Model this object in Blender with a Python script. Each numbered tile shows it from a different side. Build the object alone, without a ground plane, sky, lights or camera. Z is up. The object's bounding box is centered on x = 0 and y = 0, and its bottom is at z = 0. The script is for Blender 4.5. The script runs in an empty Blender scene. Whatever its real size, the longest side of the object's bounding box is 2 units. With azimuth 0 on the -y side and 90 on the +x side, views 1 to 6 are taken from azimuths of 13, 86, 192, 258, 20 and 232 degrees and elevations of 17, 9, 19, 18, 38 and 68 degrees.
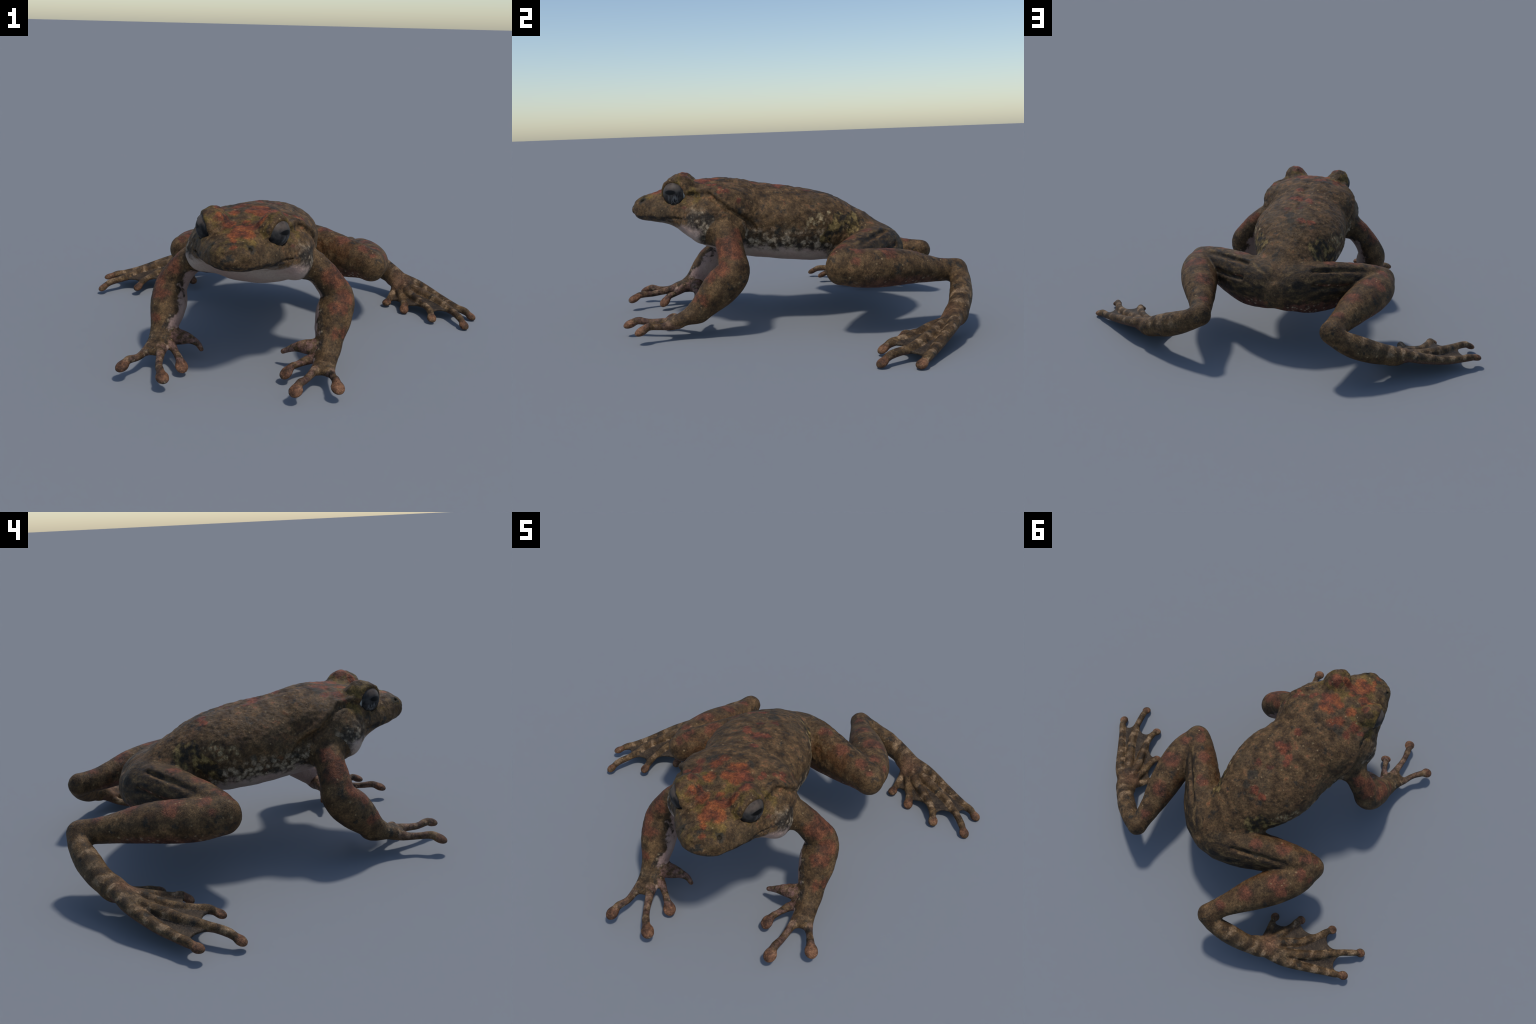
import bpy, math
import numpy as np
from mathutils import Vector, noise as mnoise

VOX = 0.0046          # size of the modelling grid, metres
FAR = 0.09

# ----------------------------------------------------------------- splines
def catmull(ctrl, n):
    """ctrl: rows of stations; returns n rows on a centripetal-ish Catmull-Rom curve."""
    c = np.asarray(ctrl, float)
    if len(c) == 2:
        t = np.linspace(0, 1, n)[:, None]
        return c[0] * (1 - t) + c[1] * t
    d = np.linalg.norm(np.diff(c[:, :3], axis=0), axis=1)
    k = np.concatenate([[0], np.cumsum(np.maximum(d, 1e-6))])
    m = np.empty_like(c)
    for i in range(len(c)):
        a, b = max(i - 1, 0), min(i + 1, len(c) - 1)
        m[i] = (c[b] - c[a]) / (k[b] - k[a])
    out = []
    for s in np.linspace(0, k[-1], n):
        i = min(np.searchsorted(k, s, side='right') - 1, len(c) - 2)
        h = k[i + 1] - k[i]
        t = (s - k[i]) / h
        out.append((2*t**3 - 3*t**2 + 1) * c[i] + (t**3 - 2*t**2 + t) * h * m[i]
                   + (-2*t**3 + 3*t**2) * c[i + 1] + (t**3 - t**2) * h * m[i + 1])
    return np.array(out)


def smin(a, b, k):
    if k <= 0:
        return np.minimum(a, b)
    h = np.maximum(k - np.abs(a - b), 0) / k
    return np.minimum(a, b) - h * h * k * 0.25


def smax(a, b, k):
    return -smin(-a, -b, k)


# -------------------------------------------------------------- primitives
class Tube:
    """Elliptical tube along a curve. stations: (x, y, z, r_up, r_side)."""
    def __init__(self, stations, up=(0, 0, 1), n=None, steps=6):
        st = np.array([list(s) + [s[3]] if len(s) == 4 else list(s) for s in stations], float)
        n = n or (len(st) - 1) * steps + 1
        r = catmull(st, n)
        self.c, self.ra, self.rb = r[:, :3], np.maximum(r[:, 3], .002), np.maximum(r[:, 4], .002)
        t = np.gradient(self.c, axis=0)
        t /= np.linalg.norm(t, axis=1, keepdims=True)
        u = np.asarray(up, float) - (t @ np.asarray(up, float))[:, None] * t
        u /= np.linalg.norm(u, axis=1, keepdims=True)
        self.t, self.u, self.v = t, u, np.cross(t, u)

    def bounds(self, pad):
        r = np.maximum(self.ra, self.rb)[:, None] + pad
        return (self.c - r).min(0), (self.c + r).max(0)

    def segment(self, i, p):
        a, b = self.c[i], self.c[i + 1]
        ab = b - a
        s = np.clip(((p - a) @ ab) / (ab @ ab), 0, 1)
        q = p - a - s[:, None] * ab
        def mix(x):
            return x[i] + s.reshape((-1,) + (1,) * (x.ndim - 1)) * (x[i + 1] - x[i])
        ra, rb = mix(self.ra), mix(self.rb)
        e = np.stack([(q * mix(self.u)).sum(1), (q * mix(self.v)).sum(1), (q * mix(self.t)).sum(1)], 1)
        rad = np.stack([ra, rb, np.minimum(ra, rb)], 1)
        k0 = np.sqrt(((e / rad) ** 2).sum(1))
        k1 = np.sqrt(((e / rad ** 2) ** 2).sum(1)) + 1e-9
        return np.where(k0 < 1e-4, -rad.min(1), k0 * (k0 - 1) / k1)

    def at(self, p):
        d = np.full(len(p), FAR)
        for i in range(len(self.c) - 1):
            d = np.minimum(d, self.segment(i, p))
        return d


class Ball:
    """Ellipsoid, optionally with rotated axes (rows of rot)."""
    def __init__(self, c, r, rot=None):
        self.c, self.r = np.asarray(c, float), np.asarray(r, float) * np.ones(3)
        self.rot = np.eye(3) if rot is None else np.asarray(rot, float)

    def bounds(self, pad):
        m = self.r.max() + pad
        return self.c - m, self.c + m

    def at(self, p):
        e = (p - self.c) @ self.rot.T
        k0 = np.sqrt(((e / self.r) ** 2).sum(1))
        k1 = np.sqrt(((e / self.r ** 2) ** 2).sum(1)) + 1e-9
        return np.where(k0 < 1e-4, -self.r.min(), k0 * (k0 - 1) / k1)


class Trunk:
    """Head-to-rump body: superelliptic slices along y.
    rows: y, z_top, z_bottom, half_width, z_of_widest, exponent, x_centre."""
    def __init__(self, rows, cap=(.012, .03)):
        r = np.array(rows, float)
        fine = np.linspace(r[0, 0], r[-1, 0], 500)
        m = np.zeros_like(r)
        for i in range(len(r)):
            a, b = max(i - 1, 0), min(i + 1, len(r) - 1)
            m[i] = (r[b] - r[a]) / (r[b, 0] - r[a, 0])
        i = np.clip(np.searchsorted(r[:, 0], fine, side='right') - 1, 0, len(r) - 2)
        h = (r[i + 1, 0] - r[i, 0])[:, None]
        t = ((fine - r[i, 0]) / h[:, 0])[:, None]
        self.f = ((2*t**3 - 3*t**2 + 1) * r[i] + (t**3 - 2*t**2 + t) * h * m[i]
                  + (-2*t**3 + 3*t**2) * r[i + 1] + (t**3 - t**2) * h * m[i + 1])
        self.y, self.rows, self.cap = fine, r, cap

    def bounds(self, pad):
        r = self.rows
        w = r[:, 3].max() + pad
        return (np.array([-w, r[0, 0] - self.cap[0] - pad, r[:, 2].min() - pad]),
                np.array([w, r[-1, 0] + self.cap[1] + pad, r[:, 1].max() + pad]))

    def at(self, p):
        y = np.clip(p[:, 1], self.y[0], self.y[-1])
        g = [np.interp(y, self.y, self.f[:, j]) for j in range(1, 7)]
        px = p[:, 0] - g[5]
        b = p[:, 2] - g[3]
        rb = np.where(b > 0, g[0] - g[3], g[3] - g[1])
        over = np.where(p[:, 1] < self.y[0], (self.y[0] - p[:, 1]) / self.cap[0],
                        (p[:, 1] - self.y[-1]) / self.cap[1])
        over = np.maximum(over, 0)
        n = g[4] + np.where(b > 0, -.05, np.clip((p[:, 1] + .34) / .14, 0, 1) * .55 - .10)      # flatter belly than back
        k = ((np.abs(px) / g[2]) ** n + (np.abs(b) / rb) ** n) ** (1 / n)
        k = np.sqrt(k * k + over * over)
        q = np.sqrt((px / g[2] ** 2) ** 2 + (b / rb ** 2) ** 2 + 1e-6)
        kk = np.sqrt((px / g[2]) ** 2 + (b / rb) ** 2) + 1e-6
        return np.minimum((k - 1) * kk / q, FAR)


# --------------------------------------------------------------- the grid
class Field:
    def __init__(self, lo, hi, h):
        self.lo, self.h = np.array(lo, float), h
        self.n = np.ceil((np.array(hi) - self.lo) / h).astype(int) + 1
        self.g = np.full(self.n, FAR, np.float32)

    def box(self, lo, hi):
        a = np.clip(np.floor((lo - self.lo) / self.h).astype(int), 0, self.n - 1)
        b = np.clip(np.ceil((hi - self.lo) / self.h).astype(int) + 1, 1, self.n)
        return a, b

    def points(self, a, b):
        ax = [self.lo[k] + self.h * np.arange(a[k], b[k]) for k in range(3)]
        return np.stack(np.meshgrid(*ax, indexing='ij'), -1).reshape(-1, 3)

    def sample(self, prim, pad):
        a, b = self.box(*prim.bounds(pad))
        if isinstance(prim, Tube):
            out = np.full(b - a, FAR)
            for i in range(len(prim.c) - 1):
                r = max(prim.ra[i:i + 2].max(), prim.rb[i:i + 2].max()) + pad
                c = prim.c[i:i + 2]
                sa, sb = self.box(c.min(0) - r, c.max(0) + r)
                sa, sb = np.maximum(sa, a), np.minimum(sb, b)
                d = prim.segment(i, self.points(sa, sb)).reshape(sb - sa)
                s = tuple(slice(sa[k] - a[k], sb[k] - a[k]) for k in range(3))
                out[s] = np.minimum(out[s], d)
        else:
            out = prim.at(self.points(a, b)).reshape(b - a)
        return tuple(slice(a[k], b[k]) for k in range(3)), out

    def add(self, prim, k=.0):
        s, d = self.sample(prim, .012 + k)
        self.g[s] = smin(self.g[s], d, k)

    def carve(self, prim, k=.0):
        s, d = self.sample(prim, .012 + k)
        self.g[s] = smax(self.g[s], -d, k)

    def merge(self, other, k):
        self.g = smin(self.g, other.g, k).astype(np.float32)

    def surface(self):
        """Surface nets."""
        g, n = self.g, self.n
        neg = g < 0
        c = np.zeros(n - 1, np.int8)
        corners = [(i, j, k) for i in (0, 1) for j in (0, 1) for k in (0, 1)]
        for i, j, k in corners:
            c += neg[i:n[0]-1+i, j:n[1]-1+j, k:n[2]-1+k]
        act = np.argwhere((c > 0) & (c < 8))
        idx = np.full(n - 1, -1, np.int64)
        idx[tuple(act.T)] = np.arange(len(act))
        pos, cnt = np.zeros((len(act), 3)), np.zeros(len(act))
        val = {o: g[tuple((act + o).T)].astype(float) for o in corners}
        for o in corners:
            for ax in range(3):
                if o[ax]:
                    continue
                o2 = list(o); o2[ax] = 1; o2 = tuple(o2)
                a, b = val[o], val[o2]
                m = (a < 0) != (b < 0)
                t = a[m] / (a[m] - b[m])
                q = np.tile(np.array(o, float), (m.sum(), 1))
                q[:, ax] += t
                pos[m] += q
                cnt[m] += 1
        v = self.lo + self.h * (act + pos / cnt[:, None])
        faces = []
        for ax in range(3):
            b1, b2 = (ax + 1) % 3, (ax + 2) % 3
            sl1, sl2 = [slice(1, -1)] * 3, [slice(1, -1)] * 3
            sl1[ax], sl2[ax] = slice(0, -1), slice(1, None)
            e = np.argwhere(neg[tuple(sl1)] != neg[tuple(sl2)])
            e[:, b1] += 1; e[:, b2] += 1
            flip = neg[tuple(e.T)]
            def cell(d1, d2):
                q = e.copy(); q[:, b1] -= d1; q[:, b2] -= d2
                return idx[tuple(q.T)]
            f = np.stack([cell(1, 1), cell(0, 1), cell(0, 0), cell(1, 0)], 1)
            f[~flip] = f[~flip][:, ::-1]
            faces.append(f)
        return v, np.concatenate(faces)
# ================================================================ ANATOMY
# Frog faces -y. side = +1 is the animal's left (+x).
def mirror(st, s):
    return [(s * p[0],) + tuple(p[1:]) for p in st]

trunk = Trunk([
    # y      top   bottom  half  z_wide  exp  x_centre
    (-.710, .560, .520, .034, .538, 2.2, .000),
    (-.700, .577, .506, .060, .534, 2.2, .000),
    (-.675, .597, .495, .090, .526, 2.3, .000),
    (-.620, .617, .485, .131, .518, 2.3, .000),
    (-.570, .631, .478, .160, .512, 2.3, .000),
    (-.520, .642, .454, .186, .506, 2.2, .000),
    (-.480, .652, .420, .208, .500, 2.2, .000),
    (-.420, .669, .380, .238, .490, 2.2, .000),
    (-.360, .676, .352, .247, .485, 2.2, .000),
    (-.300, .676, .330, .249, .485, 2.15, .000),
    (-.210, .665, .307, .236, .480, 2.1, -.005),
    (-.140, .647, .295, .223, .472, 2.1, -.010),
    (.000, .624, .278, .240, .466, 2.15, -.012),
    (.100, .606, .269, .234, .460, 2.15, -.014),
    (.190, .585, .266, .206, .446, 2.15, -.015),
    (.255, .558, .266, .178, .428, 2.1, -.012),
    (.320, .521, .258, .152, .400, 2.1, -.008),
    (.386, .483, .246, .130, .370, 2.1, -.004),
    (.450, .438, .232, .112, .340, 2.0, .000),
    (.510, .392, .222, .088, .310, 2.0, .000),
    (.540, .358, .235, .055, .295, 2.0, .000)])

ARM = {
    1: [(.210, -.285, .445, .075), (.280, -.278, .412, .062), (.335, -.268, .350, .062),
        (.370, -.263, .283, .072), (.365, -.312, .226, .080), (.361, -.374, .163, .064),
        (.363, -.425, .112, .045)],
    -1: [(-.210, -.295, .440, .075), (-.280, -.292, .405, .062), (-.338, -.296, .340, .064),
         (-.371, -.306, .271, .073), (-.363, -.362, .214, .080), (-.359, -.420, .154, .063),
         (-.360, -.460, .110, .044)]}
PALM = {
    1: [(.364, -.425, .113, .040, .044), (.361, -.490, .086, .032, .048), (.357, -.548, .068, .020, .042)],
    -1: [(-.360, -.455, .112, .040, .044), (-.355, -.520, .091, .032, .050), (-.352, -.572, .078, .020, .044)]}
# finger: base .. joint, then the pad (centre)
FINGER = {
    1: [[(.335, -.418, .106, .042), (.268, -.419, .108, .030), (.226, -.417, .101, .020), (.190, -.404, .080, .013), (.163, -.393, .062, .010)],
        [(.325, -.462, .084, .022), (.283, -.480, .074, .019), (.250, -.516, .068, .014), (.228, -.546, .066, .016), (.212, -.565, .046)],
        [(.340, -.530, .072, .022), (.325, -.567, .067, .018), (.304, -.652, .066, .0145), (.289, -.697, .071, .017), (.281, -.733, .055)],
        [(.374, -.515, .070, .024), (.389, -.548, .064, .019), (.410, -.600, .067, .0145), (.424, -.638, .073, .017), (.436, -.668, .058)]],
    -1: [[(-.336, -.445, .100, .042), (-.276, -.446, .098, .031), (-.240, -.446, .095, .021), (-.206, -.443, .077, .013), (-.185, -.450, .054, .010)],
         [(-.325, -.495, .094, .024), (-.294, -.520, .086, .019), (-.264, -.556, .072, .014), (-.241, -.587, .065, .016), (-.222, -.609, .040)],
         [(-.335, -.550, .088, .022), (-.321, -.588, .082, .019), (-.296, -.679, .070, .0145), (-.270, -.737, .072, .017), (-.250, -.767, .058)],
         [(-.375, -.545, .084, .024), (-.391, -.575, .075, .019), (-.403, -.640, .071, .0145), (-.425, -.689, .077, .017), (-.439, -.721, .062)]]}

LEG = [(.070, .455, .308, .112, .103), (.150, .408, .303, .124, .103), (.240, .341, .305, .118, .097),
       (.345, .268, .310, .097, .085), (.430, .217, .309, .080, .075), (.478, .192, .301, .071, .064)]
SHANK = [(.474, .195, .297, .072, .064), (.464, .287, .291, .083, .086), (.429, .394, .283, .084, .092),
         (.390, .497, .274, .075, .083), (.341, .630, .248, .056, .058), (.309, .736, .237, .048, .047)]
TARSUS = {
    1: [(.310, .748, .237, .048, .045), (.370, .744, .200, .051, .044), (.466, .716, .155, .058, .049), (.545, .682, .121, .052, .046), (.600, .652, .099, .040, .046)],
    -1: [(-.310, .752, .236, .048, .045), (-.360, .749, .203, .050, .044), (-.430, .726, .170, .056, .049), (-.520, .687, .137, .051, .046), (-.598, .636, .112, .040, .046)]}
SOLE = {
    1: [(.575, .655, .092, .032, .045), (.620, .610, .067, .017, .050), (.655, .570, .056, .009, .052)],
    -1: [(-.575, .640, .107, .032, .045), (-.620, .590, .085, .017, .050), (-.650, .550, .072, .009, .052)]}
TOE = {
    1: [[(.585, .620, .066, .020), (.570, .570, .040, .015), (.558, .520, .027, .014), (.549, .486, .018)],
        [(.605, .605, .070, .020), (.622, .520, .048, .017), (.634, .455, .038, .014), (.640, .425, .040, .016), (.643, .405, .020)],
        [(.620, .605, .078, .022), (.658, .525, .069, .020), (.714, .450, .058, .017), (.757, .375, .052, .014), (.774, .336, .045, .016), (.783, .304, .024)],
        [(.630, .620, .088, .025), (.690, .560, .078, .023), (.797, .470, .064, .019), (.870, .388, .048, .016), (.920, .300, .038, .016), (.939, .266, .017)],
        [(.630, .642, .104, .028), (.702, .612, .090, .024), (.828, .521, .053, .020), (.910, .462, .034, .016), (.947, .434, .030, .017), (.976, .406, .015)]],
    -1: [[(-.580, .595, .090, .020), (-.552, .545, .072, .015), (-.530, .503, .060, .014), (-.514, .468, .042)],
         [(-.600, .580, .092, .020), (-.609, .490, .073, .017), (-.611, .425, .060, .014), (-.611, .396, .058, .016), (-.616, .372, .042)],
         [(-.620, .580, .098, .022), (-.652, .524, .088, .020), (-.709, .449, .075, .017), (-.740, .360, .066, .014), (-.751, .316, .060, .016), (-.762, .278, .040)],
         [(-.630, .600, .106, .025), (-.707, .548, .094, .023), (-.809, .438, .079, .019), (-.870, .340, .060, .016), (-.922, .276, .051, .016), (-.948, .242, .030)],
         [(-.630, .630, .120, .028), (-.720, .592, .095, .024), (-.838, .504, .062, .020), (-.910, .448, .053, .016), (-.940, .424, .052, .017), (-.976, .391, .043)]]}
# web between neighbouring toes: how far along each toe it reaches, and how deep its edge is hollowed
WEB = [(.78, .66, .12), (.92, .72, .11), (.92, .75, .11), (.79, .92, .09)]


def digit(stations, pad_r):
    """tube of the finger plus a flattened round pad at its end"""
    *st, tip = stations
    t = np.array(tip[:3]) - np.array(st[-1][:3])
    t /= np.linalg.norm(t)
    side = np.cross(t, (0, 0, 1)); side /= np.linalg.norm(side)
    up = np.cross(side, t)
    c = np.array(tip[:3])
    return (Tube(list(st) + [tuple(c - t * pad_r * .2) + (pad_r * .55,)], steps=5),
            Ball(c, (pad_r * 1.15, pad_r, pad_r * .62), np.stack([t, side, up])))


groups = {}      # label -> primitives (used to divide the finished skin into parts)
lo, hi = (-1.05, -.84, -.03), (1.05, .86, .78)
body = Field(lo, hi, VOX)
body.add(trunk)
groups['torso'] = [trunk]

EYE_C, EYE_R = (.131, -.501, .621), .0625
EYE_AXIS = np.array((.87, -.46, -.16)) / np.linalg.norm((.87, -.46, -.16))
FOLD = [(.178, -.432, .628), (.200, -.388, .624), (.214, -.348, .625), (.239, -.325, .605), (.257, -.293, .583),
        (.261, -.260, .553), (.249, -.222, .531), (.232, -.172, .496), (.228, -.142, .458), (.222, -.142, .428)]
MOUTH = [(.000, -.712, .508), (.032, -.706, .507), (.066, -.687, .506), (.100, -.655, .504), (.140, -.602, .505),
         (.168, -.552, .508), (.190, -.502, .510), (.208, -.470, .508)]


def on_skin(s, y, z):
    """x of the flank at height z, as modelled so far"""
    xs = s * np.arange(.36, .05, -.001)
    i = np.round((np.stack([xs, xs * 0 + y, xs * 0 + z], 1) - body.lo) / VOX).astype(int)
    inside = np.where(body.g[tuple(i.T)] < 0)[0]
    return xs[inside[0]] if len(inside) else s * .2


class Cup(Ball):
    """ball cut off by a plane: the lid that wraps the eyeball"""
    def __init__(self, c, r, axis, push):
        super().__init__(c, r)
        self.axis, self.push = np.asarray(axis), push

    def at(self, p):
        return smax(super().at(p), (p - self.c) @ self.axis - self.push, .004)


def lid_ring(s, span, radius, push, r):
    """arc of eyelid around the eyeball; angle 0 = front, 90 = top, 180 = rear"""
    a = EYE_AXIS * (s, 1, 1)
    c = np.array(EYE_C) * (s, 1, 1) + a * push
    up = np.array((0, 0, 1.)) - a[2] * a
    up /= np.linalg.norm(up)
    fr = np.cross(up, a) * s
    return Tube([tuple(c + radius * (math.cos(t) * fr + math.sin(t) * up)) + (r,)
                 for t in np.radians(np.linspace(span[0], span[1], 9))], up=a, steps=4)


for s in (1, -1):
    # shoulder blade, cheek and ear region
    body.add(Ball((s * .210, -.380, .474), (.058, .076, .080)), .05)      # cheek
    body.add(Ball((s * .158, -.282, .556), (.086, .105, .072)), .06)      # shoulder
    # dome over the eye, then the socket and the lids around it
    body.add(Ball((s * .124, -.481, .628), (.058, .070, .073)), .035)
    body.add(Ball((s * .050, -.662, .564), (.028, .034, .028)), .04)      # nostril swelling
    body.carve(Ball(np.array(EYE_C) * (s, 1, 1), EYE_R + .001), .004)
    body.add(Cup(np.array(EYE_C) * (s, 1, 1), EYE_R + .006, EYE_AXIS * (s, 1, 1), .016), .010)
    body.add(lid_ring(s, (10, 178), .0590, .019, .0098), .010)
    body.add(lid_ring(s, (170, 380), .0610, .010, .0065), .008)
    body.carve(Ball((s * .074, -.664, .585), .0075), .006)                # nostril
    # skin fold from the eye over the ear to behind the arm, with a furrow under it
    path = [(on_skin(s, y, z), y, z) for x, y, z in FOLD]
    body.add(Tube([(x - s * .003, y + .003, z + .004, .0125) for x, y, z in path], up=(s, 0, 0)), .014)
    path = [(on_skin(s, y - .008, z - .014), y - .008, z - .014) for x, y, z in FOLD[:9]]
    body.carve(Tube([(x, y, z, .0085) for x, y, z in path], up=(s, 0, 0)), .010)
mouth = [(-x, y, z) for x, y, z in MOUTH[:0:-1]] + MOUTH
body.carve(Tube([(x, y, z - .001, .0030 + .0025 * min(1, abs(x) / .08) * min(1, max(.2, (-.46 - y) / .05))) for x, y, z in mouth], steps=4), .005)

for s, nm in ((1, 'L'), (-1, 'R')):
    limb = Field(lo, hi, VOX)
    arm = Tube(ARM[s], up=(0, 1, 0))
    palm = Tube(PALM[s])
    limb.add(arm)
    limb.add(palm, .03)
    groups['forelimb' + nm], groups['hand' + nm] = [arm], [palm]
    for i, f in enumerate(FINGER[s]):
        if i == 0:
            parts = [Tube(f)]
        else:
            parts = list(digit(f, .0280))
        limb.add(parts[0], .018)
        for p in parts[1:]:
            limb.add(p, .008)
        groups['finger%s%d' % (nm, i)] = parts
    body.merge(limb, .045)

    limb = Field(lo, hi, VOX)
    thigh = Tube(mirror(LEG, s))
    shank = Tube(mirror(SHANK, s))
    limb.add(thigh)
    for path in ([(.165, .452, .408), (.285, .372, .398), (.400, .297, .386)],
                 [(.180, .499, .348), (.266, .440, .332), (.340, .382, .326)]):
        limb.carve(Tube([(s * x, y, z, .009) for x, y, z in path]), .016)
    limb.add(shank, .012)
    tarsus = Tube(TARSUS[s])
    limb.add(tarsus, .02)
    sole = Tube(SOLE[s])
    limb.add(sole, .03)
    groups['hindlimb' + nm], groups['foot' + nm] = [thigh, shank, tarsus], [sole]
    toes = []
    for i, f in enumerate(TOE[s]):
        f = [tuple(q[:3]) + tuple(r * 1.04 for r in q[3:]) for q in f]
        parts = list(digit(f, .0235))
        toes.append(parts[0])
        groups['toe%s%d' % (nm, i)] = parts
    web = Field(lo, hi, VOX)
    for i, (ea, eb, hollow) in enumerate(WEB):
        A, B = toes[i].c, toes[i + 1].c
        def on(c, t):
            x = np.clip(t, 0, 1) * (len(c) - 1)
            return np.array([np.interp(x, np.arange(len(c)), c[:, k]) for k in range(3)])
        for j in range(42):
            q = .12 + .88 * j / 41
            row = []
            for t in np.linspace(0, 1, 7):
                sq = q * (1 - hollow * 4 * t * (1 - t) * q)
                p = (1 - t) * on(A, sq * ea) + t * on(B, sq * eb)
                row.append((p[0], p[1], max(p[2] - .004 - .004 * 4 * t * (1 - t), .009)))
            row = [tuple(r) + (.0062,) for r in row]
            w = Tube(row, n=7)
            web.add(w, .002)
            groups.setdefault('web' + nm, []).append(w)
    limb.merge(web, .012)
    for i in range(5):
        a, b = groups['toe%s%d' % (nm, i)]
        limb.add(a, .012)
        limb.add(b, .006)
    body.merge(limb, .04)
# ============================================================== MATERIALS
class Nodes:
    def __init__(self, name):
        self.m = bpy.data.materials.new(name)
        self.m.use_nodes = True
        self.t = self.m.node_tree
        self.t.nodes.clear()

    def new(self, kind, **kw):
        n = self.t.nodes.new('ShaderNode' + kind)
        for k, v in kw.items():
            setattr(n, k, v)
        return n

    def put(self, socket, v):
        if isinstance(v, bpy.types.NodeSocket):
            self.t.links.new(v, socket)
        elif isinstance(v, (tuple, list)) and len(v) == 3 and socket.type == 'RGBA':
            socket.default_value = (*v, 1)
        else:
            socket.default_value = v

    def math(self, op, a, b=0., c=0., clamp=False):
        n = self.new('Math', operation=op, use_clamp=clamp)
        for i, v in enumerate((a, b, c)):
            self.put(n.inputs[i], v)
        return n.outputs[0]

    def vec(self, op, a, b=(0, 0, 0), scale=None):
        n = self.new('VectorMath', operation=op)
        self.put(n.inputs[0], a)
        self.put(n.inputs[1], b)
        if scale is not None:
            self.put(n.inputs['Scale'], scale)
        return n.outputs['Value' if op in ('DISTANCE', 'DOT_PRODUCT', 'LENGTH') else 'Vector']

    def noise(self, p, scale, detail=4., rough=.55, color=False):
        n = self.new('TexNoise')
        self.put(n.inputs['Vector'], p)
        n.inputs['Scale'].default_value = scale
        n.inputs['Detail'].default_value = detail
        n.inputs['Roughness'].default_value = rough
        return n.outputs['Color' if color else 'Fac']

    def voronoi(self, p, scale, feature='F1'):
        n = self.new('TexVoronoi', feature=feature)
        self.put(n.inputs['Vector'], p)
        n.inputs['Scale'].default_value = scale
        return n

    def step(self, v, a, b, lo=0., hi=1.):
        n = self.new('MapRange', interpolation_type='SMOOTHSTEP')
        for k, x in zip(('Value', 'From Min', 'From Max', 'To Min', 'To Max'), (v, a, b, lo, hi)):
            self.put(n.inputs[k], x)
        return n.outputs[0]

    def ramp(self, f, stops):
        n = self.new('ValToRGB')
        e = n.color_ramp.elements
        while len(e) < len(stops):
            e.new(.5)
        for el, (pos, c) in zip(e, stops):
            el.position = pos
            el.color = (*c, 1) if len(c) == 3 else c
        self.put(n.inputs[0], f)
        return n.outputs[0]

    def mix(self, f, a, b, blend='MIX'):
        n = self.new('Mix', data_type='RGBA', blend_type=blend)
        self.put(n.inputs[0], f)
        self.put(n.inputs[6], a)
        self.put(n.inputs[7], b)
        return n.outputs[2]

    def patches(self, p, blobs, soft=.55):
        """largest of many round soft patches (x, y, z, radius)"""
        out = None
        for x, y, z, r in blobs:
            d = self.vec('DISTANCE', p, (x, y, z))
            m = self.step(d, r * 1.35, r * soft)
            out = m if out is None else self.math('MAXIMUM', out, m)
        return out


def both(blobs, shift=0.):
    return blobs + [(-x, y + shift, z, r) for x, y, z, r in blobs]


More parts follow.
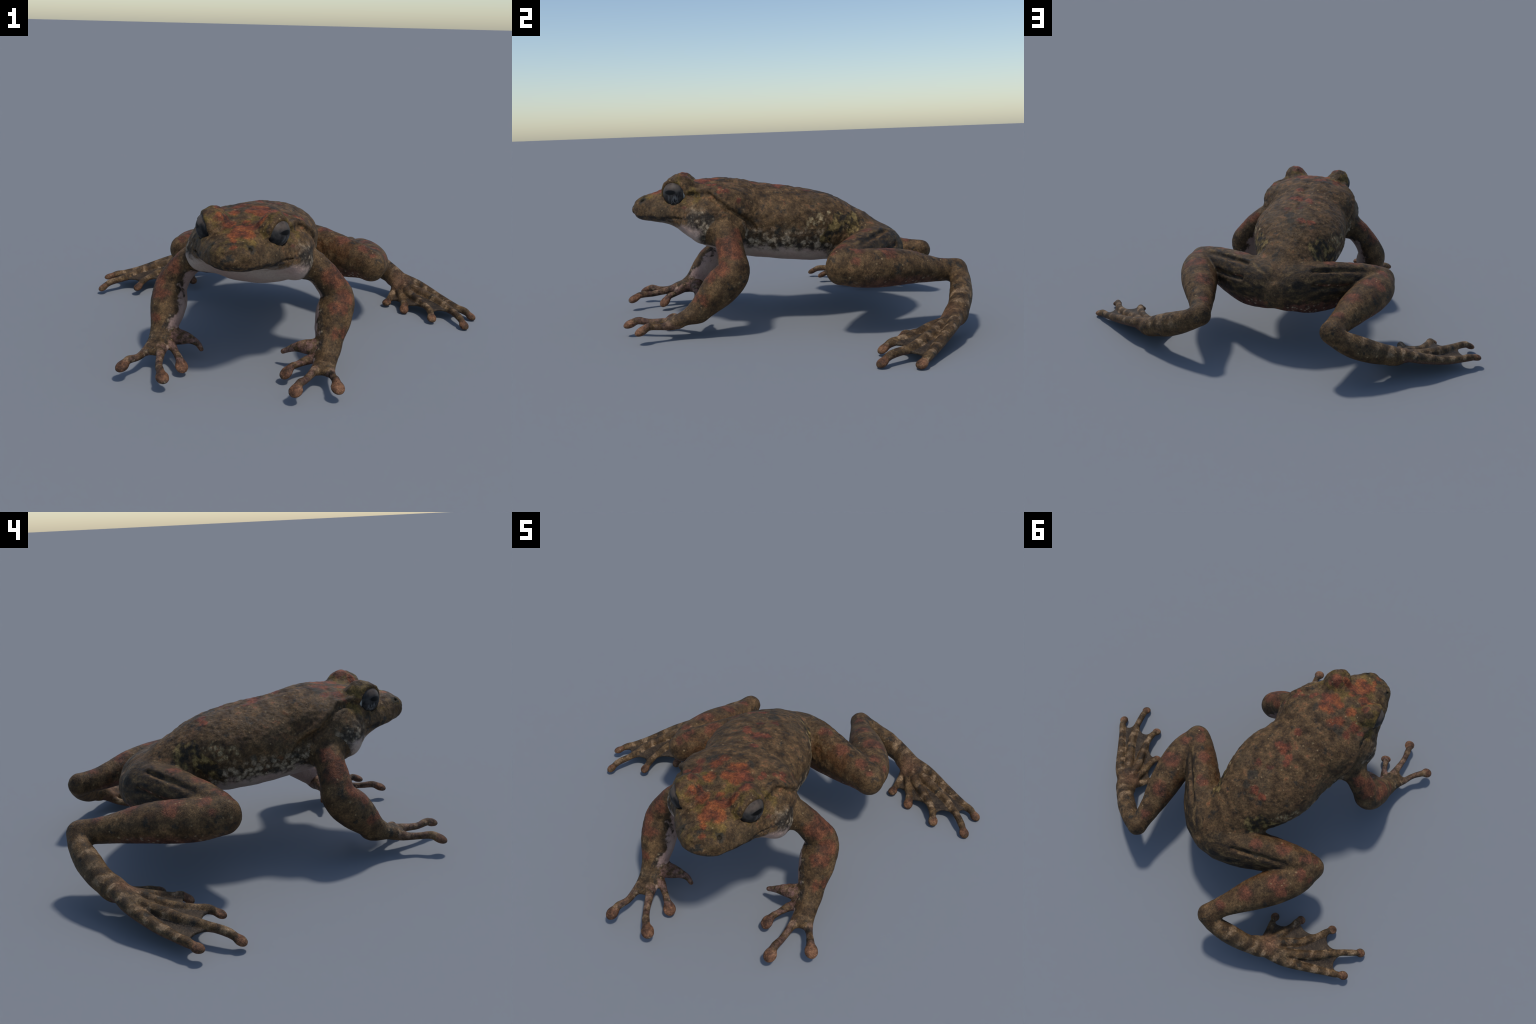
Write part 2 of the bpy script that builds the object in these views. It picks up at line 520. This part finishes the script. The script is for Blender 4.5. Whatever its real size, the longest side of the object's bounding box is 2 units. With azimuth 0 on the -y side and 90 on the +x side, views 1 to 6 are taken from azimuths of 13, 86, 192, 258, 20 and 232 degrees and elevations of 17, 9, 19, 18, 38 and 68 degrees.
PATCH = {
    # orange on the forehead between the eyes, on the snout and behind the head
    'orange': [(-.005, -.558, .631, .026), (-.048, -.521, .640, .032), (.032, -.529, .637, .034), (.064, -.522, .655, .026),
               (-.004, -.592, .625, .034), (.035, -.587, .623, .030), (-.085, -.534, .672, .024), (.009, -.686, .592, .017),
               (.004, -.646, .611, .016), (-.070, -.495, .655, .022), (.085, -.520, .668, .020), (.010, -.490, .645, .018), (-.041, -.303, .682, .030), (-.057, -.334, .677, .030), (.048, -.340, .682, .034),
               (.015, -.347, .682, .028), (-.062, -.415, .666, .030), (.052, -.405, .672, .032), (.008, -.399, .677, .028)],
    # small dull red spots over the back
    'red': [(-.143, -.383, .652, .028), (.085, -.381, .672, .030), (.182, -.305, .651, .014), (.217, -.314, .626, .014),
            (.146, -.333, .657, .014), (.136, -.361, .656, .014), (.033, -.149, .651, .022), (.056, .099, .607, .022),
            (-.050, .006, .625, .020), (.048, -.042, .632, .025), (.014, -.045, .632, .032), (-.030, -.026, .631, .022),
            (-.008, .072, .611, .015), (-.050, .206, .578, .024), (-.140, -.328, .662, .024), (-.136, -.378, .656, .026),
            (.108, -.468, .702, .036), (-.101, .200, .576, .020), (.212, -.281, .633, .020), (.241, -.288, .610, .012),
            (.236, -.223, .590, .014), (.200, -.467, .560, .012), (-.177, -.390, .637, .016), (-.108, -.470, .702, .022)],
    'arm': both([(.315, -.240, .440, .037), (.362, -.275, .405, .050), (.380, -.250, .380, .042), (.350, -.325, .392, .044),
                 (.410, -.320, .315, .042), (.410, -.370, .275, .033), (.372, -.385, .282, .028), (.395, -.440, .190, .028),
                 (.425, -.400, .178, .028)], -.03),
    'leg': both([(.437, .392, .367, .046), (.487, .405, .362, .033), (.365, .535, .335, .042), (.318, .672, .294, .028),
                 (.484, .270, .376, .030), (.550, .243, .352, .026), (.325, .250, .407, .038), (.435, .195, .390, .030),
                 (.226, .348, .417, .033), (.478, .158, .371, .022)]),
    'dark': both([(.078, -.300, .676, .024), (.076, -.662, .592, .022), (.222, -.160, .420, .032), (.236, -.055, .430, .022),
                  (.241, .021, .440, .020)])
            + [(.020, .158, .590, .034), (.001, .218, .572, .026), (-.097, -.305, .671, .030)],
    'groin': both([(.200, .200, .420, .032), (.162, .255, .480, .034), (.205, .172, .388, .028), (.185, .235, .440, .034),
                   (.140, .305, .470, .040), (.150, .320, .410, .040)]),
    'pale': both([(.214, .152, .475, .036), (.190, .200, .497, .027), (.235, .105, .470, .034), (.150, .270, .445, .02)]),
}


def skin(name, pts, kind, side=0, bands=None, pads=(), rosy=.5):
    """Frog skin. kind: head/torso, forelimb, hand, hindlimb, foot, web.
    pts: the part's vertices (only the patches near them enter its node tree)."""
    k = Nodes(name)
    P = k.new('TexCoord').outputs['Object']
    N = k.new('NewGeometry').outputs['Normal']
    xyz = k.new('SeparateXYZ'); k.put(xyz.inputs[0], P)
    X, Y, Z = xyz.outputs

    def near(cat):
        out = []
        for b in PATCH[cat]:
            d = np.linalg.norm(pts - np.array(b[:3]), axis=1).min()
            if d < b[3] * 1.5 + .02:
                out.append(b)
        return out

    w1 = k.vec('SCALE', k.vec('SUBTRACT', k.noise(P, 13, 3, .5, True), (.5, .5, .5)), scale=.05)
    w2 = k.vec('SCALE', k.vec('SUBTRACT', k.noise(P, 55, 3, .6, True), (.5, .5, .5)), scale=.026)
    Q = k.vec('ADD', P, k.vec('ADD', w1, w2))
    n1 = k.noise(P, 6, 4)
    n2 = k.noise(P, 24, 6, .60)
    n3 = k.noise(P, 105, 5, .7)
    n4 = k.noise(k.vec('ADD', P, (3.1, 1.7, .4)), 19, 5, .62)

    # ground colour: olive brown, marbled with grey green and near black
    col = k.ramp(n2, [(.30, (.034, .020, .010)), (.48, (.088, .050, .022)), (.68, (.172, .102, .044))])
    col = k.mix(k.step(n1, .50, .66, 0, .40), col, (.066, .049, .028))
    col = k.mix(k.step(k.noise(k.vec('ADD', P, (7.3, .2, 5.1)), 10, 4, .6), .52, .72, 0, .25), col, (.105, .048, .024))
    col = k.mix(k.step(n4, .56, .68, 0, .80), col, (.020, .021, .018))
    # fine leathery grain
    ve = k.voronoi(Q, 120, 'DISTANCE_TO_EDGE').outputs['Distance']
    grain = k.math('MULTIPLY', k.step(n3, .25, .75, .48, 1.60), k.step(ve, .0, .18, .72, 1.06))
    if kind == 'head':
        sn = k.math('MULTIPLY', k.step(Z, .545, .60), k.step(k.noise(P, 22, 3, .5), .46, .62, 0, .75))
        col = k.mix(sn, col, k.ramp(n2, [(.3, (.050, .034, .010)), (.65, (.20, .125, .030))]))
    # red patches
    for cat, stops, amt in (('orange', [(.32, (.050, .022, .014)), (.48, (.145, .040, .018)), (.70, (.33, .095, .026))], .92),
                            ('red', [(.34, (.050, .022, .015)), (.50, (.135, .038, .021)), (.72, (.30, .078, .034))], .85),
                            ('arm', [(.34, (.046, .023, .014)), (.50, (.125, .042, .022)), (.72, (.22, .070, .032))], .85),
                            ('leg', [(.34, (.055, .028, .017)), (.50, (.140, .046, .026)), (.70, (.22, .070, .036))], .80)):
        b = near(cat)
        if b:
            m = k.patches(Q, [q[:3] + (q[3] * 1.2,) for q in b], .25)
            m = k.step(k.math('ADD', m, k.math('MULTIPLY', k.math('SUBTRACT', n2, .5), 1.5)), .08, .85, 0, amt)
            col = k.mix(m, col, k.ramp(n2, stops))
    b = near('dark')
    if b:
        m = k.step(k.math('ADD', k.patches(Q, b), k.math('SUBTRACT', n2, .5)), .2, 1.0, 0, .75)
        col = k.mix(m, col, (.024, .024, .019))

    calm = None
    # small pale warts
    vo = k.voronoi(k.vec('ADD', P, k.vec('SCALE', w2, scale=.25)), 50)
    seed = k.new('SeparateColor'); k.put(seed.inputs[0], vo.outputs['Color'])
    dot = k.step(vo.outputs['Distance'], .42, .12)
    few = k.math('MULTIPLY', k.step(vo.outputs['Distance'], k.math('MULTIPLY_ADD', seed.outputs[1], .30, .10), .05), k.step(seed.outputs[0], .78, .84))
    many = k.math('MULTIPLY', dot, k.step(seed.outputs[0], .25, .40))
    tan, cream = (.32, .22, .11), (.40, .32, .22)
    if kind in ('head', 'torso'):
        col = k.mix(k.math('MULTIPLY', few, .65), col, tan)
        # throat, breast and belly are pale; the border sinks towards the rear
        line = k.ramp(k.step(Y, -.72, .58), [(0, (.49,) * 3), (.125, (.48,) * 3), (.20, (.445,) * 3), (.29, (.405,) * 3),
                                             (.45, (.362,) * 3), (.75, (.345,) * 3), (.86, (.20,) * 3), (1, (.10,) * 3)])
        h = k.math('SUBTRACT', Z, line)
        hw = k.math('ADD', h, k.math('MULTIPLY', k.math('SUBTRACT', n4, .5), .10))
        low = k.math('MULTIPLY', k.step(hw, .115, .015), k.math('MULTIPLY', k.step(Y, .42, .26), k.step(Y, -.50, -.40)))
        # speckled zone above the border: cream granules in a dark net, black spots
        cob = k.voronoi(k.vec('ADD', P, k.vec('SCALE', w2, scale=.9)), 46).outputs['Distance']
        net = k.mix(k.math('MULTIPLY', k.step(cob, .75, .25), k.step(n2, .34, .52, .30, 1.)), (.056, .036, .020), cream)
        net = k.mix(k.step(n4, .50, .60, 0, .92), net, (.018, .016, .014))
        col = k.mix(k.math('MULTIPLY', low, .88), col, net)
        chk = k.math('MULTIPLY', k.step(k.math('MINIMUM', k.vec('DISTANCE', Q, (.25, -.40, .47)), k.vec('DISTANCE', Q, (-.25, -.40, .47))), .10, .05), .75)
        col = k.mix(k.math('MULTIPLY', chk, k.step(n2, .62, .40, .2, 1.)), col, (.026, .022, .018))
        col = k.mix(k.math('MULTIPLY', many, k.math('MULTIPLY', chk, .65)), col, cream)
        b = near('groin')
        if b:
            m = k.patches(Q, b, .8)
            col = k.mix(k.step(m, .1, .7, 0, .85), col, k.ramp(k.noise(P, 30, 3, .5), [(.44, (.015, .014, .011)), (.52, (.075, .048, .016)), (.62, (.24, .165, .060))]))
            m = k.math('MULTIPLY', k.patches(Q, near('pale') or b[:1]), k.math('MULTIPLY', k.step(n2, .36, .54), k.step(cob, .66, .25)))
            col = k.mix(k.math('MULTIPLY', m, .85), col, (.42, .32, .17))
        white = k.step(k.math('ADD', h, k.math('MULTIPLY', k.math('SUBTRACT', n2, .5), .10)), .015, -.025)
        arm = k.math('MINIMUM', k.vec('DISTANCE', Q, (.265, -.300, .410)), k.vec('DISTANCE', Q, (-.265, -.300, .410)))
        white = k.math('MULTIPLY', white, k.step(arm, .085, .125))
        calm = white
        belly = k.ramp(n1, [(.35, (.40, .275, .225)), (.6, (.44, .35, .285))])
        belly = k.mix(k.step(n4, .60, .74, 0, .30), belly, (.20, .14, .12))
        col = k.mix(white, col, belly)
        # dark line of the mouth, spotted lip
        lip = k.math('MULTIPLY', k.step(k.math('ABSOLUTE', k.math('SUBTRACT', Z, .510)), .020, .006), k.step(Y, -.46, -.52))
        lipd = k.math('MULTIPLY', lip, k.step(k.noise(P, 42, 2, .5), .42, .58))
        col = k.mix(k.math('MULTIPLY', lipd, .85), col, (.016, .014, .013))
        fold = k.patches(P, [(s * x, y, z - .008, .013) for x, y, z in FOLD[:7] for s in (1, -1)], .4)
        col = k.mix(k.math('MULTIPLY', fold, k.step(n2, .30, .55, .95, .35)), col, (.014, .016, .016))
    elif kind in ('forelimb', 'hand', 'finger'):
        col = k.mix(k.math('MULTIPLY', few, .7), col, tan)
        # inner side pale pinkish, border ragged with dark and cream
        inner = k.vec('DOT_PRODUCT', N, (-side * .93, .10, -.36))
        iw = k.math('ADD', inner, k.math('MULTIPLY', k.math('SUBTRACT', n2, .5), 1.3))
        col = k.mix(k.math('MULTIPLY', k.step(iw, .05, .35), k.step(n4, .40, .60, .15, .9)), col, (.026, .020, .015))
        col = k.mix(k.math('MULTIPLY', many, k.math('MULTIPLY', k.step(iw, .0, .3), k.step(n4, .46, .62, 0, .65))), col, (.34, .26, .16))
        pink = k.ramp(n1, [(.35, (.26, .165, .145)), (.65, (.34, .245, .205))])
        if kind != 'finger':
            calm = k.step(iw, .42, .70)
            col = k.mix(calm, col, pink)
    elif kind in ('hindlimb', 'foot', 'toe', 'web'):
        col = k.mix(k.math('MULTIPLY', few, .75), col, tan)
        under = k.vec('DOT_PRODUCT', N, (0, 0, -1))
        if kind == 'hindlimb':
            # back of the thigh: dark with yellow brown streaks along the limb
            ax = np.array((side * .80, -.60, 0.))
            along = k.vec('DOT_PRODUCT', P, tuple(ax))
            st = k.vec('SUBTRACT', P, k.vec('SCALE', tuple(ax), scale=k.math('MULTIPLY', along, .65)))
            streak = k.noise(st, 44, 4, .55)
            rear = k.math('MULTIPLY', k.step(k.vec('DOT_PRODUCT', N, (side * .55, .80, .05)), .15, .55), k.step(k.vec('DISTANCE', P, (side * .2, .38, .32)), .30, .20))
            col = k.mix(k.math('MULTIPLY', rear, .9), col, k.ramp(streak, [(.38, (.018, .014, .011)), (.53, (.055, .034, .016)), (.66, (.140, .088, .038))]))
            # underside of the thigh: reddish with cream granules
            th = k.step(k.vec('DISTANCE', P, (side * .24, .36, .25)), .34, .24)
            uw = k.math('MULTIPLY', k.step(k.math('ADD', under, k.math('MULTIPLY', k.math('SUBTRACT', n2, .5), .8)), .15, .60), th)
            col = k.mix(uw, col, k.ramp(n2, [(.35, (.050, .022, .016)), (.65, (.17, .070, .045))]))
            col = k.mix(k.math('MULTIPLY', many, k.math('MULTIPLY', uw, .8)), col, cream)
            front = k.math('MULTIPLY', k.step(k.vec('DOT_PRODUCT', N, (-side * .6, -.8, 0.)), .2, .6), th)
            col = k.mix(k.math('MULTIPLY', front, k.step(n4, .42, .58, 0, .75)), col, (.105, .045, .016))
    if bands:
        # light bars across the shank, foot and toes, set off by dark ones
        centre, period, amt, phase, limit = bands
        d = k.vec('DISTANCE', Q, centre)
        wv = k.math('SINE', k.math('MULTIPLY_ADD', d, 2 * math.pi / period, phase))
        wv = k.math('ADD', wv, k.math('MULTIPLY', k.math('SUBTRACT', k.noise(P, 19, 4, .6), .5), 6.0))
        up = k.step(k.vec('DOT_PRODUCT', N, (0, 0, 1)), -.25, .45)
        far = k.step(k.vec('DISTANCE', P, centre), .02, .09)
        if limit:
            far = k.math('MULTIPLY', far, k.step(k.vec('DISTANCE', P, limit[0]), limit[1], limit[1] * .75))
        g = k.math('MULTIPLY', k.math('MULTIPLY', up, far), k.step(k.noise(P, 11, 3, .5), .36, .60, amt * .25, amt))
        col = k.mix(k.math('MULTIPLY', g, k.step(wv, .1, -1.1, 0, .75)), col, (.026, .019, .013))
        col = k.mix(k.math('MULTIPLY', g, k.step(wv, .25, .95, 0, .85)), col, k.ramp(n2, [(.32, (.125, .074, .038)), (.65, (.37, .245, .140))]))
    if kind in ('foot', 'toe'):
        sole = k.step(k.vec('DOT_PRODUCT', N, (0, 0, -1)), -.1, .4)
        col = k.mix(k.math('MULTIPLY', sole, .7), col, (.115, .062, .046))
    if kind in ('foot', 'hindlimb', 'toe') and bands:
        c = SOLE[side][1]
        m = k.patches(Q, [(c[0] - side * .01, c[1] + .005, c[2] + .02, .060)], .3)
        col = k.mix(k.math('MULTIPLY', m, k.step(n4, .30, .55, .35, .85)), col, k.ramp(n2, [(.3, (.085, .040, .022)), (.65, (.21, .105, .060))]))
    if kind == 'web':
        col = k.mix(.80, col, k.ramp(n2, [(.3, (.024, .019, .016)), (.65, (.060, .044, .030))]))
    if kind == 'finger':
        col = k.mix(k.step(k.noise(P, 40, 2, .5), .36, .62, 0, rosy), col, k.ramp(n2, [(.3, (.100, .048, .036)), (.65, (.24, .135, .105))]))
    if pads:
        m = k.patches(Q, [tuple(c) + (.030 * f,) for c, f in pads], .8)
        col = k.mix(k.math('MULTIPLY', m, .88), col, k.ramp(n2, [(.34, (.055, .028, .017)), (.50, (.150, .068, .035)), (.68, (.27, .130, .066))]))
    amount = .90 if calm is None else k.step(calm, 0, 1, .90, .22)
    col = k.vec('SCALE', col, scale=k.math('POWER', grain, amount))

    bs = k.new('BsdfPrincipled')
    k.put(bs.inputs['Base Color'], col)
    k.put(bs.inputs['Roughness'], k.step(n3, .3, .7, .50, .72))
    bs.inputs['Specular IOR Level'].default_value = .17
    bp = k.new('Bump')
    bp.inputs['Strength'].default_value = .45
    bp.inputs['Distance'].default_value = .004
    hgt = k.math('ADD', k.math('MULTIPLY', n3, .9), k.math('ADD', k.math('MULTIPLY', k.step(ve, 0, .2), .35), k.math('MULTIPLY', dot, .30)))
    k.put(bp.inputs['Height'], hgt)
    k.put(bs.inputs['Normal'], bp.outputs[0])
    out = k.new('OutputMaterial')
    k.put(out.inputs[0], bs.outputs[0])
    return k.m


def eye_material(side):
    k = Nodes('eye')
    P = k.new('TexCoord').outputs['Object']
    c = np.array(EYE_C) * (side, 1, 1)
    D = k.vec('SCALE', k.vec('SUBTRACT', P, tuple(c)), scale=1 / EYE_R)
    xyz = k.new('SeparateXYZ'); k.put(xyz.inputs[0], D)
    Y, Z = xyz.outputs[1], xyz.outputs[2]
    mp = k.new('Mapping'); k.put(mp.inputs['Vector'], D)
    mp.inputs['Scale'].default_value = (3.0, 5.0, .9)
    mp.inputs['Rotation'].default_value = (.35, 0, 0)
    fine = k.noise(mp.outputs[0], 2.2, 5, .6)
    cloud = k.noise(D, 2.3, 3)
    col = k.ramp(cloud, [(.36, (.010, .010, .011)), (.66, (.052, .048, .044))])
    # grey streaks fan out below the pupil, brownish sheen above
    low = k.math('MULTIPLY', k.step(Z, .05, -.35), k.math('MULTIPLY', k.step(Y, -.75, -.45), k.step(Y, .25, -.05)))
    col = k.mix(k.math('MULTIPLY', low, k.step(fine, .46, .62)), col, (.13, .13, .13))
    top = k.math('MULTIPLY', k.step(Z, .15, .55), k.step(Y, .45, -.1))
    col = k.mix(k.math('MULTIPLY', top, k.step(cloud, .30, .60, .35, .85)), col, (.105, .078, .060))
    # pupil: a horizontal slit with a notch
    px = k.math('MULTIPLY', k.math('ADD', Y, .44), 2.4)
    pz = k.math('MULTIPLY', k.math('ADD', Z, -.13), 5.5)
    r = k.math('SQRT', k.math('ADD', k.math('MULTIPLY', px, px), k.math('MULTIPLY', pz, pz)))
    col = k.mix(k.step(r, 1.05, .75), col, (.003, .003, .003))
    # pale crescent at the rear corner
    cr = k.math('MULTIPLY', k.step(Y, .47, .56), k.math('MULTIPLY', k.step(Z, -.5, -.3), k.step(Z, .40, .20)))
    col = k.mix(cr, col, (.42, .42, .38))
    rim = k.step(Z, -.72, -.82)
    col = k.mix(k.math('MULTIPLY', rim, .8), col, (.06, .042, .015))
    bs = k.new('BsdfPrincipled')
    k.put(bs.inputs['Base Color'], col)
    bs.inputs['Roughness'].default_value = .45
    bs.inputs['Specular IOR Level'].default_value = .12
    k.put(k.new('OutputMaterial').inputs[0], bs.outputs[0])
    return k.m
# ======================================================== SKIN TO OBJECTS
v, f = body.surface()
tris = [(0, 1), (1, 2), (2, 3), (3, 0)]
edges = np.unique(np.sort(np.concatenate([f[:, list(e)] for e in tris]), axis=1), axis=0)


def relax(v, lam):
    s, n = np.zeros_like(v), np.zeros(len(v))
    for k in range(3):
        s[:, k] = np.bincount(edges[:, 0], v[edges[:, 1], k], len(v)) + np.bincount(edges[:, 1], v[edges[:, 0], k], len(v))
    n = np.bincount(edges[:, 0], minlength=len(v)) + np.bincount(edges[:, 1], minlength=len(v))
    return v + lam * (s / n[:, None] - v)


def normals(v):
    a = np.cross(v[f[:, 2]] - v[f[:, 0]], v[f[:, 3]] - v[f[:, 1]])
    n = np.zeros_like(v)
    for c in range(4):
        for k in range(3):
            n[:, k] += np.bincount(f[:, c], a[:, k], len(v))
    return n / (np.linalg.norm(n, axis=1, keepdims=True) + 1e-12)


for _ in range(3):
    v = relax(relax(v, .50), -.53)

# surface relief: spine furrow, soft lumps, wrinkles and warts
nrm = normals(v)
x, y, z = v.T
back = np.clip((nrm[:, 2] - .2) / .5, 0, 1) * (np.abs(x) < .3)
spine = np.exp(-((x + .004) / .022) ** 2) * np.clip((y + .30) / .12, 0, 1) * np.clip((.16 - y) / .14, 0, 1) * back
ridge = np.exp(-((np.abs(x) - .055) / .028) ** 2) * np.clip((y + .32) / .12, 0, 1) * np.clip((.2 - y) / .12, 0, 1) * back
lump, fine = np.empty(len(v)), np.empty(len(v))
for i, p in enumerate(v):
    p = Vector(p)
    lump[i] = mnoise.noise(p * 17)
    fine[i] = mnoise.fractal(p * 48, 1.0, 2.1, 3)
trunkness = np.clip((.30 - np.abs(x)) / .06, 0, 1) * np.clip((.45 - y) / .1, 0, 1)
thick = np.where(np.hypot(np.abs(x) - .75, y - .45) < .33, .35, 1.) * np.where((z < .14), .45, 1.)
ventral = np.clip((nrm[:, 2] + .6) / .5, .25, 1)
v = v + nrm * (-.006 * spine + .003 * ridge + (.0020 + .0014 * trunkness) * lump * thick + (.0013 + .0017 * trunkness) * fine * thick * ventral)[:, None]
v[:, 2] -= v[:, 2].min()
nrm = normals(v)

# which part each face belongs to
cen = v[f].mean(1)
names = list(groups)
best, label = np.full(len(f), 1e9), np.zeros(len(f), int)
for gi, g in enumerate(names):
    d = np.full(len(f), FAR)
    for prim in groups[g]:
        lo_, hi_ = prim.bounds(.03)
        m = ((cen > lo_) & (cen < hi_)).all(1)
        if m.any():
            d[m] = np.minimum(d[m], prim.at(cen[m]))
    if g.startswith('web'):
        d = d + .003
    m = d < best
    best[m], label[m] = d[m], gi

root = bpy.data.objects.new('frog', None)
root['label'] = 'mottled brown stream frog with orange patches and webbed hind feet'
root['category'] = 'frog'
bpy.context.collection.objects.link(root)


def part(name, mask, mat, parent):
    ff = f[mask]
    used, inv = np.unique(ff, return_inverse=True)
    me = bpy.data.meshes.new(name)
    me.from_pydata(v[used].tolist(), [], inv.reshape(ff.shape).tolist())
    me.polygons.foreach_set('use_smooth', np.ones(len(ff), bool))
    me.update()
    me.normals_split_custom_set_from_vertices(nrm[used].tolist())
    me.materials.append(mat(v[used]))
    ob = bpy.data.objects.new(name, me)
    ob.parent = parent
    bpy.context.collection.objects.link(ob)
    return ob


NECK = -.392
torso = label == names.index('torso')
head_mask = torso & (cen[:, 1] < NECK)
head = part('head', head_mask, lambda p: skin('head_skin', p, 'head'), root)
part('torso', torso & ~head_mask, lambda p: skin('torso_skin', p, 'torso'), root)
for s, nm in ((1, 'L'), (-1, 'R')):
    is_ = lambda g: label == names.index(g + nm)
    fore_b = None
    heel = tuple(SHANK[-1][:3]); heel = (s * heel[0],) + heel[1:]
    ankle = tuple(SOLE[s][0][:3])
    wrist = tuple(ARM[s][-1][:3])
    part('forelimb', is_('forelimb'), lambda p: skin('forelimb_skin', p, 'forelimb', s), root)
    hand = part('hand', is_('hand'), lambda p: skin('hand_skin', p, 'hand', s, (wrist, .05, .45, 0., None)), root)
    for i in range(4):
        pad = [(FINGER[s][i][-1][:3], 1. if i else .6)]
        part('finger', label == names.index('finger%s%d' % (nm, i)),
             lambda p: skin('finger_skin', p, 'finger', s, (wrist, .055, .7, 1.3 * i, None), pad, (.95, .8, .5, .35)[i]), hand)
    part('hindlimb', is_('hindlimb'), lambda p: skin('hindlimb_skin', p, 'hindlimb', s, (heel, .070, .8, .5, (tuple(TARSUS[s][3][:3]), .20))), root)
    foot = part('foot', is_('foot'), lambda p: skin('foot_skin', p, 'foot', s, (heel, .070, .6, .5, None)), root)
    part('webbing', is_('web'), lambda p: skin('web_skin', p, 'web', s), foot)
    for i in range(5):
        pad = [(TOE[s][i][-1][:3], .75)]
        part('toe', label == names.index('toe%s%d' % (nm, i)),
             lambda p: skin('toe_skin', p, 'toe', s, (heel, .070, .95, .5 + 1.9 * i, None), pad), foot)

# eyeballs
import bmesh
for s in (1, -1):
    me = bpy.data.meshes.new('eye')
    bm = bmesh.new()
    bmesh.ops.create_uvsphere(bm, u_segments=64, v_segments=40, radius=EYE_R)
    for q in bm.verts:
        q.co = Vector((q.co.x + s * EYE_C[0], q.co.y + EYE_C[1], q.co.z + EYE_C[2]))
    for q in bm.faces:
        q.smooth = True
    bm.to_mesh(me); bm.free()
    me.materials.append(eye_material(s))
    ob = bpy.data.objects.new('eye', me)
    ob.parent = head
    bpy.context.collection.objects.link(ob)
